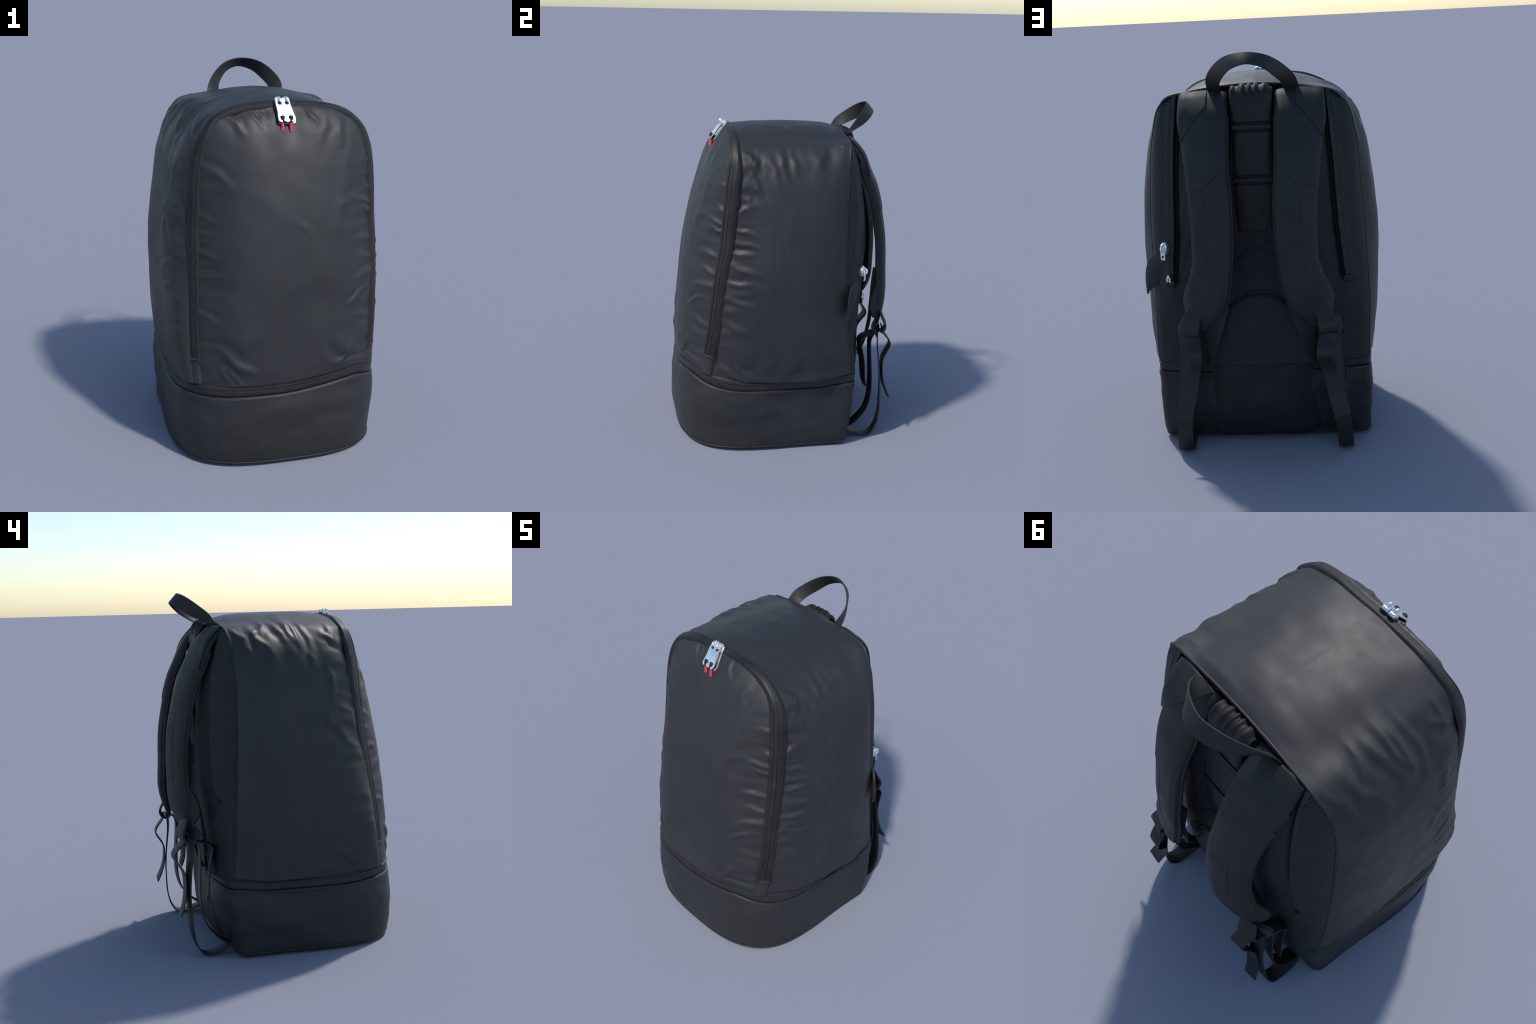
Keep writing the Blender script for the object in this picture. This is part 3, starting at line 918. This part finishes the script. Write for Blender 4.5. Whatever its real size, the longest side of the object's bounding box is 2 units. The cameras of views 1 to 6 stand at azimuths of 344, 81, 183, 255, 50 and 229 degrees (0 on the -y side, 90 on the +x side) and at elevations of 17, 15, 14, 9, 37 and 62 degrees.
def circle(cx, cy, rx, ry=None, n=18):
    ry = ry or rx
    return [(cx+rx*math.cos(a), cy+ry*math.sin(a)) for a in np.linspace(0, 2*math.pi, n, endpoint=False)]

def main_pulls():
    o = np.array([-.015, -.330, 1.868]); end = np.array([-.010, -.408, 1.766])
    ey = -unit(end-o)                        # up the plate
    ex = unit(np.cross(ey, np.array([0, 1., 0]))); ex = np.array([1, 0, 0.0])
    ez = unit(np.cross(ex, ey)); ez = -ez if ez[1] > 0 else ez
    out = [(-.036, .006), (-.028, .013), (-.012, .013), (-.005, .004), (.005, .004), (.012, .013), (.028, .013), (.036, .006),
           (.038, -.030), (.043, -.062), (.051, -.105), (.046, -.124), (.030, -.128), (.022, -.118), (.012, -.128), (-.004, -.126),
           (-.014, -.117), (-.024, -.128), (-.038, -.126), (-.042, -.108), (-.038, -.065), (-.040, -.030)]
    holes = [circle(-.018, -.020, .011, .010), circle(.020, -.020, .011, .010), circle(-.018, -.104, .0105), circle(.026, -.104, .0105)]
    rear = plate('zip_pull', out, holes, o - ez*.004 + ex*.006, ex, ey, ez, .006, M_METAL)
    fr = plate('zip_pull', out, holes, o + ez*.016, ex, ey, ez, .007, M_METAL)
    for sx in (-.018, .020):                 # slider bodies with their bridges
        b = o + ex*sx
        rings = []
        for y, w, h in ((.020, .010, .010), (.014, .016, .018), (0, .017, .024), (-.018, .016, .020), (-.026, .012, .012)):
            r = rrect(w, h/2, .004, 3)
            rings.append(b + ey*y + r[:, :1]*ex + (r[:, 1:]+.006)*ez)
        loft('zip_slider', rings, M_METAL, fr, angle=50)
        tube('slider_bridge', [b+ey*.010+ez*.012, b+ey*.004+ez*.031, b-ey*.006+ez*.034, b-ey*.014+ez*.024], .0056, M_METAL, fr, n=20, k=8)
    for sx in (-.018, .020):                 # dark plugs added in the upper holes so they read dark
        a = o + ex*sx - ey*.022
        tube('dark_hole_plug', [a+ez*.004, a+ez*.014, a+ez*.0195], .0088, M_RUBBER, fr, n=6, k=14, up=(1, 0, 0))
    for sx, ln in ((-.018, .074), (.026, .080)):   # cord loops
        for dz, dx in ((.024, 0), (.004, .010)):
            a = o + ex*(sx+dx) - ey*.100 + ez*dz
            g = np.array([0, -.10, -1.0]); g = unit(g)
            tube('cord_sleeve', [a+ey*.006, a+g*.010, a+g*.026], .0115, M_RUBBER, fr, n=10, k=10)
            tube('pull_cord', [a+g*.022, a+g*.034, a+g*(ln-.004), a+g*ln], np.r_[np.full(17, .0085), .0080, .0066, .0035], M_RED, fr, n=20, k=10)
main_pulls()

# ------------------------------------------------------------------ right pocket pull and leaf tag
def pocket_pull():
    b = np.array([.458, back_y(.458, 1.05)+.006, 1.05])
    ex = unit(np.array([.75, -.45, 0])); ez = unit(np.array([.45, .75, 0])); ey = np.array([0, 0, 1.0])
    rings = []
    for y, w, h in ((.040, .010, .014), (.030, .018, .026), (.010, .020, .032), (-.010, .015, .028), (-.020, .012, .022)):
        r = rrect(w, h/2, .005, 3)
        rings.append(b + ey*y + r[:, :1]*ex + (r[:, 1:]+.004)*ez)
    loft('zip_slider', rings, M_METAL, angle=50)
    plate('zip_pull', [(-.013, .012), (.013, .012), (.015, -.04), (.012, -.052), (-.012, -.052), (-.015, -.04)], [circle(0, -.036, .007)],
          b + ez*.020 + ey*.004, ex, ey, ez, .006, M_METAL)
    tube('slider_bridge', [b+ey*.030+ez*.016, b+ey*.020+ez*.032, b+ey*.002+ez*.034, b-ey*.008+ez*.022], .006, M_METAL, n=20, k=8)
    tube('pull_cord', [b-ey*.036+ez*.022, b-ey*.044+ez*.02, b-ey*.050+ez*.014], .005, M_RED, n=12, k=8)
    # little bright stop at the lower end
    s = np.array([.450, back_y(.452, .905)+.012, .902])
    plate('zip_stop', [(-.014, -.022), (-.005, -.012), (.005, -.012), (.014, -.022), (.014, .004), (.006, .016), (0, .024), (-.006, .016), (-.014, .004)],
          [circle(0, -.002, .005)], s, ex, ey, ez, .007, M_METAL)
    # half-leaf tag
    top = np.array([.440, .430, .990]); tip = np.array([.588, .331, .800])
    ev = unit(tip-top)
    eh = np.array([.62, -.42, .55]); eh = unit(eh - (eh@ev)*ev)
    en = unit(np.cross(ev, eh)); en = -en if en[1] < 0 else en
    L = np.linalg.norm(tip-top)
    n = 30
    tt = np.linspace(0, 1, n)
    lead = -.018*np.sin(math.pi*tt)**.8*(1-tt*.4)
    bulge = .10*np.sin(math.pi*tt**.80)**.85
    bulge[0] = .012; bulge[-1] = .004; lead[0] = -.012; lead[-1] = -.004
    w = np.linspace(0, 1, 12)
    P = top + (ev*L)[None, None]*tt[:, None, None] + eh*((lead[:, None]*(1-w)+bulge[:, None]*w)[..., None])
    P = P + en*(.012*np.sin(math.pi*tt)[:, None]*np.sin(math.pi*w)[None, :])[..., None]
    sheet('leaf_tag', P, M_STRAP, .010, angle=60, flip=(np.cross(P[16, 5]-P[15, 5], P[15, 6]-P[15, 5])@en < 0))
pocket_pull()

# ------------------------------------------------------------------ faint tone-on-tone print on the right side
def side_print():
    """Barely visible broad strokes running up the right side, laid on the cloth."""
    m = GP[:, :, 0] > .3
    def patch(y0, y1, z0, z1):
        nz_, ny = max(3, int((z1-z0)/.02)), max(3, int((y1-y0)/.012))
        P = np.zeros((nz_, ny, 3))
        R = GP[:NS//2]; NN = GN[:NS//2]
        zrow = R[:, NT//2, 2]
        for i, z in enumerate(np.linspace(z0, z1, nz_)):
            r = np.interp(z, zrow, np.arange(len(zrow)))
            a, f = int(r), r-int(r)
            row = R[a]*(1-f) + R[a+1]*f
            for j, y in enumerate(np.linspace(y0, y1, ny)):
                P[i, j] = [np.interp(y, row[:, 1], row[:, k]) for k in range(3)]
                P[i, j] += NN[a, NT//2]*.0006
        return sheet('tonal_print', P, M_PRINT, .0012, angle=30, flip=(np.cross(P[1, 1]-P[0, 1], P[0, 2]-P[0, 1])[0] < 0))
    for y0, y1, z0, z1 in ((-.165, -.125, 1.12, 1.36), (-.105, -.070, 1.13, 1.30), (-.055, -.018, 1.12, 1.46), (-.165, -.13, .78, 1.03),
                           (-.07, -.03, .78, 1.06), (-.1295, -.0705, .78, .84), (-.16, -.115, .56, .73), (-.10, -.06, .58, .75)):
        patch(y0, y1, z0, z1)
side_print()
